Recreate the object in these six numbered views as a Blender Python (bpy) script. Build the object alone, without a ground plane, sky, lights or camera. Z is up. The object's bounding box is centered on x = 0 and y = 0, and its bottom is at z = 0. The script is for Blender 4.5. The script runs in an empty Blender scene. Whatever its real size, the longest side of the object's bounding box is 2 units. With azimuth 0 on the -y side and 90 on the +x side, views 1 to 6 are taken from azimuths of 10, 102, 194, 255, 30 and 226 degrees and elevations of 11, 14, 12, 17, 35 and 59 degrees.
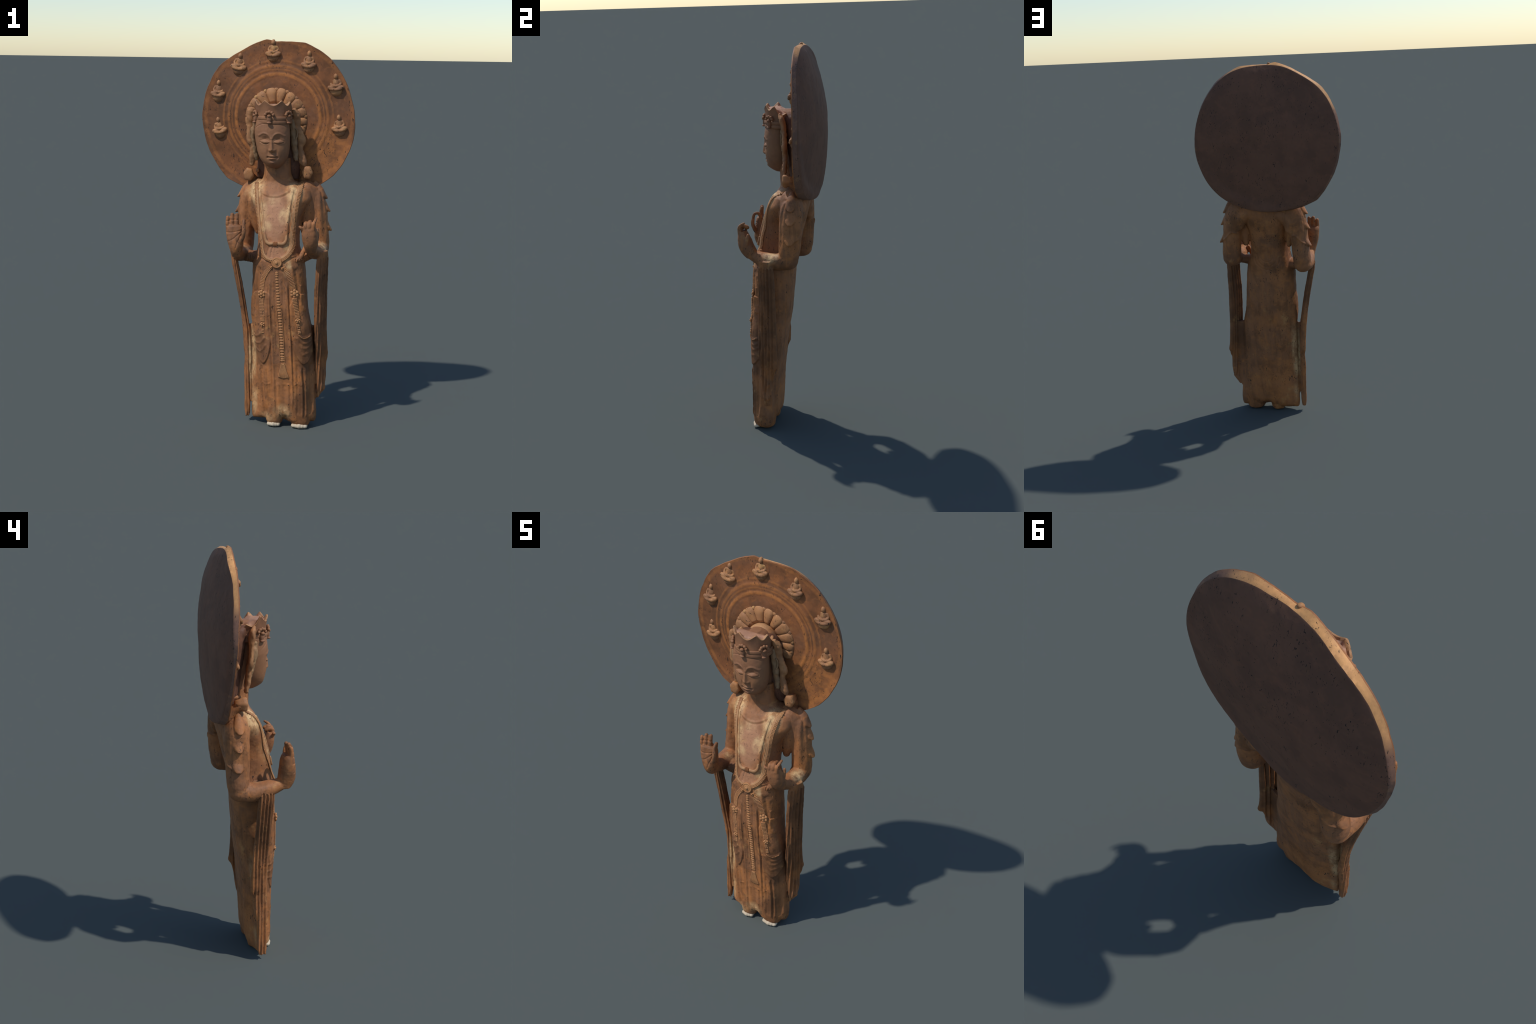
import bpy, bmesh, math, random
import numpy as np
from mathutils import Vector, Matrix
from mathutils.bvhtree import BVHTree

random.seed(7)
RNG = np.random.default_rng(7)

# ------------------------------------------------------------------ helpers
def hermite(t, ts, vs):
    """smooth interpolation of control rows vs at parameters ts (no overshoot)"""
    ts = np.asarray(ts, float); vs = np.asarray(vs, float)
    if vs.ndim == 1: vs = vs[:, None]
    t = np.atleast_1d(t)
    d = np.diff(vs, axis=0) / np.diff(ts)[:, None]
    m = np.zeros_like(vs)
    m[0] = d[0]; m[-1] = d[-1]
    for i in range(1, len(ts) - 1):
        a, b = d[i - 1], d[i]
        same = a * b > 0
        m[i] = np.where(same, 2 * a * b / np.where(same, a + b, 1), 0)
    i = np.clip(np.searchsorted(ts, t) - 1, 0, len(ts) - 2)
    h = (ts[i + 1] - ts[i])[:, None]; u = ((t - ts[i])[:, None]) / h
    u = np.clip(u, 0, 1)
    return ((2*u**3 - 3*u**2 + 1) * vs[i] + (u**3 - 2*u**2 + u) * h * m[i]
            + (-2*u**3 + 3*u**2) * vs[i+1] + (u**3 - u**2) * h * m[i+1])

def catmull(P, n):
    P = np.asarray(P, float)
    if len(P) == 2:
        u = np.linspace(0, 1, n)[:, None]
        return P[0] * (1 - u) + P[1] * u
    k = min(3, P.shape[1])
    d = np.linalg.norm(np.diff(P[:, :k], axis=0), axis=1) + 1e-9
    ts = np.concatenate([[0], np.cumsum(d)])
    m = np.zeros_like(P)
    for i in range(len(P)):
        a = max(i - 1, 0); b = min(i + 1, len(P) - 1)
        m[i] = (P[b] - P[a]) / (ts[b] - ts[a])
    t = np.linspace(0, ts[-1], n)
    i = np.clip(np.searchsorted(ts, t) - 1, 0, len(ts) - 2)
    h = (ts[i+1] - ts[i])[:, None]; u = (t - ts[i])[:, None] / h
    return ((2*u**3 - 3*u**2 + 1) * P[i] + (u**3 - 2*u**2 + u) * h * m[i]
            + (-2*u**3 + 3*u**2) * P[i+1] + (u**3 - u**2) * h * m[i+1])

def sstep(a, b, x):
    t = np.clip((x - a) / (b - a), 0, 1)
    return t * t * (3 - 2 * t)

def noise3(P, scale, seed=0, octaves=3):
    """cheap smooth value noise on points (N,3)"""
    out = np.zeros(len(P)); amp = 1.0; tot = 0
    for o in range(octaves):
        Q = P * scale + 17.3 * (o + 1) + seed * 7.7
        i = np.floor(Q).astype(np.int64); f = Q - i; f = f * f * (3 - 2 * f)
        def hsh(a, b, c):
            n = (a * 374761393 + b * 668265263 + c * 2147483647 + seed * 144665) & 0xffffffff
            n = ((n ^ (n >> 13)) * 1274126177) & 0xffffffff
            return ((n ^ (n >> 16)) & 0xffff) / 32767.5 - 1
        v = 0
        for dx in (0, 1):
            for dy in (0, 1):
                for dz in (0, 1):
                    w = ((f[:, 0] if dx else 1 - f[:, 0]) * (f[:, 1] if dy else 1 - f[:, 1])
                         * (f[:, 2] if dz else 1 - f[:, 2]))
                    v = v + w * hsh(i[:, 0] + dx, i[:, 1] + dy, i[:, 2] + dz)
        out += amp * v; tot += amp; amp *= 0.5; scale *= 2.03
    return out / tot

def grid_faces(nr, ns, closed=True, caps=True, base=0):
    F = []
    for r in range(nr - 1):
        for s in range(ns if closed else ns - 1):
            a = base + r * ns + s; b = base + r * ns + (s + 1) % ns
            F.append((a, b, b + ns, a + ns))
    return F

def rings_mesh(R):
    """closed tube from an array of rings (nr, ns, 3), fan caps"""
    R = np.asarray(R); nr, ns, _ = R.shape
    V = list(map(tuple, R.reshape(-1, 3)))
    F = grid_faces(nr, ns)
    c0 = len(V); V.append(tuple(R[0].mean(0))); V.append(tuple(R[-1].mean(0)))
    for s in range(ns):
        F.append((c0, (s + 1) % ns, s))
        b = (nr - 1) * ns
        F.append((c0 + 1, b + s, b + (s + 1) % ns))
    return V, F

def merge(*VF):
    V = []; F = []
    for v, f in VF:
        b = len(V); V += list(v); F += [tuple(i + b for i in q) for q in f]
    return V, F

def loft(sections, nz=80, ns=72, expo=2.4):
    """sections: (z, x_left, x_right, y_front, y_back[, exponent])"""
    S = np.array([list(s) + ([expo] if len(s) == 5 else []) for s in sections], float)
    z = np.linspace(S[0, 0], S[-1, 0], nz)
    H = hermite(z, S[:, 0], S[:, 1:])
    th = np.linspace(0, 2 * math.pi, ns, endpoint=False)
    c, s = np.cos(th), np.sin(th)
    R = np.zeros((nz, ns, 3))
    for k in range(nz):
        xl, xr, yf, yb, n = H[k]
        R[k, :, 0] = (xl + xr) / 2 + (xr - xl) / 2 * np.sign(c) * np.abs(c) ** (2 / n)
        R[k, :, 1] = (yf + yb) / 2 + (yb - yf) / 2 * np.sign(s) * np.abs(s) ** (2 / n)
        R[k, :, 2] = z[k]
    return R

def tube(ctrl, n=40, ns=24, ref=(0, 0, 1), round_ends=True):
    """ctrl rows: x,y,z, a (half width along side), b (half width along ref-ish)"""
    C = catmull(ctrl, n); P = C[:, :3]
    T = np.gradient(P, axis=0); T /= np.linalg.norm(T, axis=1)[:, None]
    ref = np.asarray(ref, float)
    if ref.ndim == 1: ref = np.tile(ref, (n, 1))
    S = np.cross(T, ref); S /= np.linalg.norm(S, axis=1)[:, None] + 1e-9
    U = np.cross(S, T)
    th = np.linspace(0, 2 * math.pi, ns, endpoint=False)
    a = C[:, 3][:, None, None]; b = C[:, 4][:, None, None]
    R = P[:, None] + S[:, None] * a * np.cos(th)[None, :, None] + U[:, None] * b * np.sin(th)[None, :, None]
    if round_ends:
        m = 5; ex = []
        for end, sg in ((0, -1), (-1, 1)):
            rr = []
            rad = min(C[end, 3], C[end, 4])
            for k in range(1, m):
                ang = k / m * math.pi / 2
                rr.append((R[end] - P[end]) * math.cos(ang) + P[end] + sg * T[end] * rad * math.sin(ang))
            ex.append(np.array(rr))
        R = np.concatenate([ex[0][::-1], R, ex[1]])
    return rings_mesh(R)

def ellipsoid(c, r, nu=24, nv=14, rot=None):
    V = []; F = []
    R = []
    for i in range(1, nv):
        ph = math.pi * i / nv
        R.append([[r[0] * math.sin(ph) * math.cos(t), r[1] * math.sin(ph) * math.sin(t), -r[2] * math.cos(ph)]
                  for t in np.linspace(0, 2 * math.pi, nu, endpoint=False)])
    R = np.array(R)
    v, f = rings_mesh(R)
    v = np.array(v); v[-2] = (0, 0, -r[2]); v[-1] = (0, 0, r[2])
    if rot is not None: v = v @ np.array(rot).T
    return list(map(tuple, v + np.array(c))), f

def add_mesh(name, VF, mat=None, smooth=True, parent=None):
    me = bpy.data.meshes.new(name)
    me.from_pydata([tuple(map(float, v)) for v in VF[0]], [], VF[1])
    me.validate(); me.update()
    bm = bmesh.new(); bm.from_mesh(me)
    bmesh.ops.recalc_face_normals(bm, faces=bm.faces); bm.to_mesh(me); bm.free()
    ob = bpy.data.objects.new(name, me)
    bpy.context.scene.collection.objects.link(ob)
    if smooth: me.polygons.foreach_set('use_smooth', [True] * len(me.polygons))
    if mat: me.materials.append(mat)
    if parent: ob.parent = parent
    return ob

def verts_np(me):
    a = np.empty(len(me.vertices) * 3); me.vertices.foreach_get('co', a); return a.reshape(-1, 3)
def normals_np(me):
    a = np.empty(len(me.vertices) * 3); me.vertex_normals.foreach_get('vector', a); return a.reshape(-1, 3)
def set_verts(me, V):
    me.vertices.foreach_set('co', np.ascontiguousarray(V, dtype=np.float32).ravel()); me.update()

def remesh(ob, voxel, smooth_iter=4, factor=0.5):
    m = ob.modifiers.new('r', 'REMESH'); m.mode = 'VOXEL'; m.voxel_size = voxel; m.use_smooth_shade = True
    if smooth_iter:
        s = ob.modifiers.new('s', 'SMOOTH'); s.factor = factor; s.iterations = smooth_iter
    dg = bpy.context.evaluated_depsgraph_get()
    me = bpy.data.meshes.new_from_object(ob.evaluated_get(dg))
    old = ob.data; mats = list(old.materials); ob.modifiers.clear(); ob.data = me; bpy.data.meshes.remove(old)
    me.materials.clear()
    for k in mats: me.materials.append(k)
    me.polygons.foreach_set('use_smooth', [True] * len(me.polygons)); me.update()
    return ob

def dist_poly(X, Z, poly):
    """distance of points to a polyline in a plane, and the arc parameter (0..1)"""
    P = np.asarray(poly, float); best = np.full(len(X), 9.0); par = np.zeros(len(X))
    L = np.concatenate([[0], np.cumsum(np.linalg.norm(np.diff(P, axis=0), axis=1))])
    for k in range(len(P) - 1):
        a, b = P[k], P[k + 1]; d = b - a; l2 = d @ d + 1e-12
        t = np.clip(((X - a[0]) * d[0] + (Z - a[1]) * d[1]) / l2, 0, 1)
        dd = np.hypot(X - a[0] - t * d[0], Z - a[1] - t * d[1])
        w = dd < best; best[w] = dd[w]; par[w] = (L[k] + t[w] * math.sqrt(l2)) / L[-1]
    return best, par

def smooth_poly(pts, n=40): return catmull(np.array(pts, float), n)

def inside_poly(X, Z, poly):
    P = np.asarray(poly); ins = np.zeros(len(X), bool); j = len(P) - 1
    for i in range(len(P)):
        zi, zj = P[i, 1], P[j, 1]
        c = ((zi > Z) != (zj > Z)) & (X < (P[j, 0] - P[i, 0]) * (Z - zi) / (zj - zi + 1e-12) + P[i, 0])
        ins ^= c; j = i
    return ins

# ------------------------------------------------------------------ materials
class NT:
    def __init__(s, name):
        s.m = bpy.data.materials.new(name); s.m.use_nodes = True
        s.t = s.m.node_tree; s.n = s.t.nodes; s.l = s.t.links
        s.b = s.n['Principled BSDF']
        s.co = s.n.new('ShaderNodeTexCoord').outputs['Object']
    def link(s, a, b): s.l.new(a, b)
    def mapping(s, scale=(1, 1, 1), rot=(0, 0, 0), loc=(0, 0, 0)):
        m = s.n.new('ShaderNodeMapping'); m.inputs['Scale'].default_value = scale
        m.inputs['Rotation'].default_value = rot; m.inputs['Location'].default_value = loc
        s.link(s.co, m.inputs['Vector']); return m.outputs[0]
    def noise(s, scale, detail=4, rough=.55, vec=None, dist=0):
        t = s.n.new('ShaderNodeTexNoise'); t.inputs['Scale'].default_value = scale
        t.inputs['Detail'].default_value = detail; t.inputs['Roughness'].default_value = rough
        t.inputs['Distortion'].default_value = dist
        s.link(vec or s.co, t.inputs['Vector']); return t.outputs['Fac']
    def ramp(s, fac, lo, hi, v0=0.0, v1=1.0):
        r = s.n.new('ShaderNodeMapRange'); r.interpolation_type = 'SMOOTHSTEP'
        r.inputs['From Min'].default_value = lo; r.inputs['From Max'].default_value = hi
        r.inputs['To Min'].default_value = v0; r.inputs['To Max'].default_value = v1
        s.link(fac, r.inputs['Value']); return r.outputs[0]
    def math(s, op, a, b=None):
        m = s.n.new('ShaderNodeMath'); m.operation = op
        for i, v in enumerate((a, b)):
            if v is None: continue
            if isinstance(v, (int, float)): m.inputs[i].default_value = v
            else: s.link(v, m.inputs[i])
        return m.outputs[0]
    def mix(s, fac, a, b, mode='MIX'):
        m = s.n.new('ShaderNodeMix'); m.data_type = 'RGBA'; m.blend_type = mode
        for sock, v in ((m.inputs[0], fac), (m.inputs[6], a), (m.inputs[7], b)):
            if isinstance(v, (int, float)): sock.default_value = v
            elif isinstance(v, tuple): sock.default_value = (*v, 1)
            else: s.link(v, sock)
        return m.outputs[2]
    def dist(s, p, scale=(1, 1, 1)):
        """distance to a point, with the axes stretched by scale"""
        m = s.n.new('ShaderNodeVectorMath'); m.operation = 'SUBTRACT'; s.link(s.co, m.inputs[0]); m.inputs[1].default_value = p
        k = s.n.new('ShaderNodeVectorMath'); k.operation = 'MULTIPLY'; s.link(m.outputs[0], k.inputs[0]); k.inputs[1].default_value = scale
        d = s.n.new('ShaderNodeVectorMath'); d.operation = 'LENGTH'; s.link(k.outputs[0], d.inputs[0]); return d.outputs['Value']
    def blob(s, p, r, scale=(1, 1, 1), edge=0.5):
        return s.ramp(s.dist(p, scale), r * edge, r, 1.0, 0.0)
    def sep(s):
        x = s.n.new('ShaderNodeSeparateXYZ'); s.link(s.co, x.inputs[0]); return x.outputs
    def maxi(s, *a):
        o = a[0]
        for b in a[1:]: o = s.math('MAXIMUM', o, b)
        return o

# linear albedos
BROWN = (0.345, 0.140, 0.053)
DARK = (0.115, 0.050, 0.022)
ORANGE = (0.465, 0.172, 0.048)
CREAM = (0.690, 0.455, 0.225)
OCHRE = (0.500, 0.275, 0.100)
MAUVE = (0.285, 0.132, 0.062)
PLUM = (0.410, 0.200, 0.108)

def clay(name, base=BROWN, dark=DARK, warm=ORANGE, pale=CREAM, dark_amt=.6, warm_amt=.5, pale_amt=.38, cool_amt=.0, vary=False, blob_min=.15,
         streak=True, pits=True, cream_blobs=(), orange_blobs=(), plum_blobs=(), dark_blobs=(), rings=None, rough=.62, bump=.25):
    t = NT(name)
    if vary:
        oi = t.n.new('ShaderNodeObjectInfo'); ad = t.n.new('ShaderNodeVectorMath'); ad.operation = 'ADD'
        mu = t.n.new('ShaderNodeVectorMath'); mu.operation = 'SCALE'; mu.inputs[0].default_value = (3.1, 5.3, 7.7)
        t.link(oi.outputs['Random'], mu.inputs['Scale']); t.link(t.co, ad.inputs[0]); t.link(mu.outputs[0], ad.inputs[1]); t.co = ad.outputs[0]
    n1 = t.noise(9, 5, .6); n2 = t.noise(27, 4, .6, dist=.6); n3 = t.noise(90, 3, .6)
    sv = t.mapping((40, 40, 3.0)); n4 = t.noise(1.0, 4, .6, sv)
    col = t.mix(t.ramp(n1, .42, .64, 0, dark_amt), base, dark)
    col = t.mix(t.ramp(t.noise(5.5, 3, .5, t.mapping((1, 1, 1), loc=(7, 3, 9))), .45, .60, 0, cool_amt), col, (.205, .098, .054))
    col = t.mix(t.ramp(n2, .5, .72, 0, warm_amt), col, warm)
    if streak:
        col = t.mix(t.ramp(n4, .52, .75, 0, .45), col, warm)
        col = t.mix(t.ramp(n4, .48, .28, 0, .45), col, dark)
    for p, r, sc, amt in plum_blobs:
        f = t.math('MULTIPLY', t.blob(p, r, sc), amt); f = t.math('MULTIPLY', f, t.ramp(n2, .3, .45, .5, 1))
        col = t.mix(f, col, PLUM)
    for p, r, sc, amt in orange_blobs:
        f = t.math('MULTIPLY', t.blob(p, r, sc), t.ramp(n2, .35, .6, amt * .3, amt))
        col = t.mix(f, col, ORANGE)
    for p, r, sc, amt in dark_blobs:
        f = t.math('MULTIPLY', t.blob(p, r, sc), t.ramp(n1, .3, .6, amt * .5, amt))
        col = t.mix(f, col, DARK)
    n5 = t.noise(16, 6, .65, t.mapping((1, 1, 1), loc=(3, 1, 2)))
    col = t.mix(t.ramp(n5, .58, .72, 0, pale_amt), col, OCHRE)
    if cream_blobs:
        n6 = t.noise(38, 5, .65, t.mapping((1, 1, .6), loc=(5, 4, 2)))
        for p, r, sc, amt in cream_blobs:
            f = t.math('MULTIPLY', t.blob(p, r, sc, .3), t.ramp(n6, .32, .62, blob_min, 1))
            col = t.mix(t.math('MULTIPLY', f, amt), col, pale)
    if rings:
        c, rl = rings
        d = t.dist(c, (1, 0, 1)); dn = t.math('ADD', d, t.math('MULTIPLY', t.math('SUBTRACT', n1, .5), .012))
        for r0, w, amt in rl:
            f = t.ramp(t.math('ABSOLUTE', t.math('SUBTRACT', dn, r0)), w * .3, w, 1, 0)
            f = t.math('MULTIPLY', f, t.ramp(n2, .3, .6, amt * .35, amt))
            col = t.mix(f, col, ORANGE)
    # fine tone grain
    col = t.mix(t.ramp(n3, .35, .65, 0, .11), col, (0.10, 0.055, 0.035))
    if pits:
        v = t.noise(105, 2, .5, t.mapping((1, 1, .4), rot=(.2, .6, .1)), dist=1.8)
        f = t.math('MULTIPLY', t.ramp(v, .645, .68), t.ramp(t.noise(11, 2), .40, .58))
        col = t.mix(f, col, (0.018, 0.014, 0.012))
    t.link(col, t.b.inputs['Base Color'])
    t.b.inputs['Roughness'].default_value = rough
    t.b.inputs['Specular IOR Level'].default_value = .25
    bp = t.n.new('ShaderNodeBump'); bp.inputs['Strength'].default_value = bump; bp.inputs['Distance'].default_value = .002
    t.link(t.math('ADD', n3, t.math('MULTIPLY', n2, .6)), bp.inputs['Height']); t.link(bp.outputs[0], t.b.inputs['Normal'])
    return t.m

I = (1, 1, 1)
M_BODY = clay('terracotta_body', cool_amt=.45, dark_amt=.65,
    cream_blobs=[((-.085, .0, 1.235), .085, (1.3, .8, .8), .9), ((.125, -.03, 1.235), .075, (1.3, .8, .8), .95),
                 ((.108, -.08, 1.15), .075, (3.0, .6, .8), .8), ((.145, -.02, 1.29), .05, I, .7),
                 ((-.035, -.1, 1.10), .085, (2.2, .4, .65), .75), ((.080, -.1, 1.115), .045, (1.2, .4, .8), .75), ((.02, -.1, 1.19), .05, (1, .4, 1.2), .4), ((-.005, -.1, 1.06), .04, (1, .4, 1), .6),
                 ((.11, -.12, .97), .05, (1.5, .5, .7), .7), ((.11, -.14, .86), .05, (1.6, .5, .8), .7),
                 ((-.12, -.02, .955), .05, I, .8), ((.275, -.02, .965), .055, I, .9),
                 ((-.075, -.05, .36), .22, (7, 1.0, 1), .85), ((-.060, -.1, .12), .09, (3.2, 1, .9), .6),
                 ((.10, -.14, .085), .065, (1.0, .5, 1.1), .6), ((.02, -.14, .05), .06, (1, .6, 1.5), .4)],
    plum_blobs=[((.035, -.1, 1.10), .13, (1.6, .6, .85), .95), ((.05, -.14, .93), .06, (1, .6, 1), .7)],
    orange_blobs=[((-.08, -.1, .7), .14, (2, .8, .6), .6), ((.15, -.14, .30), .10, (1.5, .8, .7), .6),
                  ((.16, -.15, .68), .12, (2, .8, .7), .5), ((.28, .06, 1.0), .09, I, .5), ((.29, -.03, .40), .09, (1.5, 1, .7), .7),
                  ((.0, .02, .1), .25, (1, 1, .8), .35)],
    dark_blobs=[((.215, -.12, .42), .13, (1.5, .7, .8), .8), ((-.03, -.13, .42), .09, (1.8, .7, .7), .6),
                ((.30, -.03, .62), .30, (2.5, 1, .8), .75), ((.21, -.13, .16), .10, (2, .7, .8), .6),
                ((-.12, -.08, .75), .2, (1.5, 1, .8), .6)])
M_HALO = clay('terracotta_halo', base=(.255, .096, .037), warm=(.40, .145, .044), cool_amt=.45, dark_amt=.7, streak=False, pale_amt=.12, pits=True,
    rings=((0.004, 0, 1.6), [(.223, .012, .85), (.246, .006, .4), (.264, .010, .55), (.292, .007, .4), (.39, .014, .35)]),
    orange_blobs=[((0, .12, 1.3), .2, I, .6), ((.25, .12, 1.4), .2, I, .6)],
    dark_blobs=[((-.3, .13, 1.6), .25, (1, 1, .8), .5)])
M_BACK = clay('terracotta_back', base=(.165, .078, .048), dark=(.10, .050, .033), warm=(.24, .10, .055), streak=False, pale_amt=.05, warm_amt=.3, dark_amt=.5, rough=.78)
M_FACE = clay('terracotta_face', base=MAUVE, dark=(.18, .082, .048), warm=(.34, .155, .082), streak=False, pale_amt=.05, dark_amt=.6, warm_amt=.4, cool_amt=.3, pits=False, bump=.12)
M_BROKEN = clay('broken_clay', base=(.20, .105, .072), dark=(.13, .07, .05), warm=(.34, .16, .085), streak=False, pits=True, pale_amt=.35, blob_min=.72,
    pale=(.66, .33, .125), cream_blobs=[((-.10, .13, 1.98), .34, (1, 1, 1.4), 1.0), ((-.30, .14, 1.84), .16, I, .9), ((.14, .13, 1.97), .12, I, .7)])
M_TOP = clay('crown_hole_fill', base=(.40, .215, .135), dark=(.33, .18, .115), warm=(.48, .24, .12), streak=False, pits=False, pale_amt=.15)  # flat tone of the patch that closes a scan hole on top of the crown
M_HAIR = clay('hair_baked_shade', base=(.135, .060, .036), dark=(.075, .035, .022), warm=(.22, .09, .045), streak=True, pale_amt=.05)  # darkness copies the baked shade between ribbons and halo, painted into the hair
M_PETAL = clay('terracotta_relief', base=(.41, .195, .082), dark=(.20, .088, .040), warm=(.46, .20, .06), streak=False, dark_amt=.75, pale_amt=.8, cool_amt=.4, pits=True, vary=True)
M_DECOR = clay('ornament_ochre', base=(.41, .195, .080), dark=(.23, .10, .046), streak=False, pale_amt=.5, dark_amt=.6, pits=True)
M_PALE = clay('ribbon_pale', base=(.42, .225, .105), dark=(.24, .11, .052), streak=False, pale_amt=.4, dark_amt=.6)
M_RIBBON = clay('ribbon_brown', base=(.37, .18, .080), dark=(.20, .09, .042), warm=(.46, .20, .07), streak=True, pale_amt=.7, dark_amt=.6)
M_EAR = clay('ear_grey', base=(.29, .175, .090), dark=(.17, .092, .046), warm=(.34, .17, .075), streak=True, pale_amt=.5)
M_WHITE = clay('plaster_foot', base=(.58, .48, .35), dark=(.44, .34, .23), warm=(.54, .43, .29), streak=False, pale_amt=.0, dark_amt=.5, pits=False)

# ------------------------------------------------------------------ root
root = bpy.data.objects.new('standing_statue', None)
bpy.context.scene.collection.objects.link(root)
root['label'] = 'weathered terracotta standing robed figure with large round halo'
root['category'] = 'statue'

# ------------------------------------------------------------------ body: skirt, torso, neck
BODY = [  # z, x left, x right, y front, y back, squareness
    (.026, -.066, .258, -.138, -.066, 3.0),
    (.040, -.075, .267, -.146, -.040, 3.0),
    (.080, -.077, .268, -.150, -.020, 2.9),
    (.140, -.078, .262, -.152, -.012, 2.8),
    (.300, -.080, .256, -.152, .000, 2.6),
    (.500, -.083, .240, -.154, .024, 2.5),
    (.620, -.088, .212, -.156, .044, 2.5),
    (.725, -.086, .201, -.154, .056, 2.5),
    (.850, -.086, .187, -.150, .068, 2.5),
    (.900, -.072, .176, -.142, .074, 2.5),
    (.955, -.062, .153, -.127, .084, 2.5),
    (1.010, -.065, .150, -.117, .100, 2.5),
    (1.080, -.071, .152, -.102, .118, 2.5),
    (1.150, -.098, .180, -.076, .136, 2.5),
    (1.200, -.118, .208, -.055, .148, 2.4),
    (1.235, -.115, .205, -.036, .152, 2.3),
    (1.262, -.088, .150, -.014, .145, 2.1),
    (1.285, -.060, .104, -.006, .125, 2.0),
    (1.320, -.050, .092, -.008, .105, 2.0),
    (1.400, -.048, .088, -.008, .100, 2.0)]
R = loft(BODY, 150, 96)
low = sstep(.11, .02, R[..., 2])
R[..., 2] += low * .046 * np.exp(-((R[..., 0] - .112) / .028) ** 2) * sstep(.02, -.10, R[..., 1])
# the front of the robe is turned slightly: its left edge recedes, the right hip comes forward
turn = sstep(.98, .80, R[..., 2]) * sstep(.0, -.06, R[..., 1])
R[..., 1] -= turn * .075 * (R[..., 0] - .085)
R[..., 1] += .013 * sstep(.60, .32, R[..., 2]) * sstep(.06, -.06, R[..., 0]) * sstep(.0, -.06, R[..., 1])
R[..., 1] += sstep(.62, .42, R[..., 2]) * sstep(-.02, -.07, R[..., 1]) * (.026 * sstep(.19, .265, R[..., 0]) + .012 * sstep(-.02, -.08, R[..., 0]))
R[..., 2] += low * (.020 * sstep(-.08, -.13, R[..., 1]) * sstep(.05, .14, np.abs(R[..., 0] - .112)) - .010 * sstep(-.10, -.05, R[..., 1]))
R[..., 1] -= .022 * sstep(.50, .25, R[..., 2]) * sstep(.03, -.07, R[..., 0]) * sstep(-.09, -.03, R[..., 1])
body_vf = rings_mesh(R)

def mound(x, y, z0, z1, rx, ry):
    return ellipsoid((x, y, (z0 + z1) / 2), (rx, ry, (z1 - z0) / 2))
skirt_extra = [rings_mesh(loft([(.004, x - w * .80, x + w * .80, -.122, -.046, 2.4), (.012, x - w, x + w, -.138, -.040, 2.5), (.035, x - w * 1.12, x + w * 1.12, -.150, -.036, 2.5),
                                (.09, x - w, x + w, -.154, -.03, 2.4), (.16, x - w * .7, x + w * .7, -.146, -.05, 2.2)], 40, 48)) for x, w in ((.052, .040), (.189, .047))]

# ------------------------------------------------------------------ arms
# upper arm then forearm; columns: x, y, z, half width across, half width in depth
armR_up = tube([(.165, .075, 1.225, .060, .055), (.208, .080, 1.188, .055, .058), (.230, .080, 1.12, .052, .058),
                (.240, .076, 1.03, .050, .056), (.246, .070, .965, .052, .053), (.248, .066, .938, .050, .050)], ref=(0, 1, 0))
armR_fo = tube([(.248, .066, .935, .051, .051), (.248, .01, .924, .048, .043), (.238, -.06, .932, .042, .038),
                (.228, -.115, .950, .031, .029), (.225, -.148, .972, .028, .024)], ref=(0, 0, 1))
armL_up = tube([(-.075, .075, 1.225, .060, .055), (-.124, .080, 1.188, .054, .058), (-.140, .082, 1.12, .051, .058),
                (-.149, .080, 1.02, .048, .056), (-.155, .076, .94, .050, .053), (-.157, .072, .906, .048, .049)], ref=(0, 1, 0))
armL_fo = tube([(-.157, .072, .903, .049, .049), (-.158, .01, .896, .048, .045), (-.155, -.06, .906, .042, .040),
                (-.152, -.120, .922, .031, .031), (-.152, -.155, .938, .027, .024)], ref=(0, 0, 1))

def scallop(x, y, z, s, size=1.0):
    """shawl flap on the outer arm: widens downward and stops in an overhanging pointed lip"""
    k = size
    return tube([(x - s * .060, y, z + .075 * k, .010, .010), (x - s * .036, y, z + .045 * k, .022 * k, .016),
                 (x - s * .020, y, z + .018 * k, .026 * k, .015), (x - s * .008, y, z + .005 * k, .022 * k, .011), (x + s * .003, y, z - .004, .013 * k, .0055)],
                n=28, ns=20, ref=(1, 0, 0))
shR = [scallop(.274, .085, 1.196, 1), scallop(.291, .084, 1.128, 1), scallop(.301, .082, 1.029, 1, 1.1)]
shL = [scallop(-.190, .078, 1.188, -1), scallop(-.202, .083, 1.106, -1), scallop(-.206, .086, 1.012, -1, 1.1)]

# scarf pieces wrapping from hip to forearm
webL = tube([(-.155, -.015, .890, .050, .030), (-.120, -.015, .886, .046, .030), (-.088, -.02, .884, .045, .030), (-.055, -.03, .89, .04, .03)], ref=(0, 0, 1))
webR = tube([(.225, -.01, .915, .040, .024), (.195, -.03, .905, .040, .026), (.165, -.05, .895, .035, .028), (.140, -.05, .88, .030, .03)], ref=(0, 0, 1))
hipR = tube([(.196, -.085, .968, .009, .010), (.186, -.095, .94, .012, .012), (.170, -.105, .905, .014, .013), (.150, -.115, .890, .010, .009)], n=20, ns=14, ref=(0, 1, 0))
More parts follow.
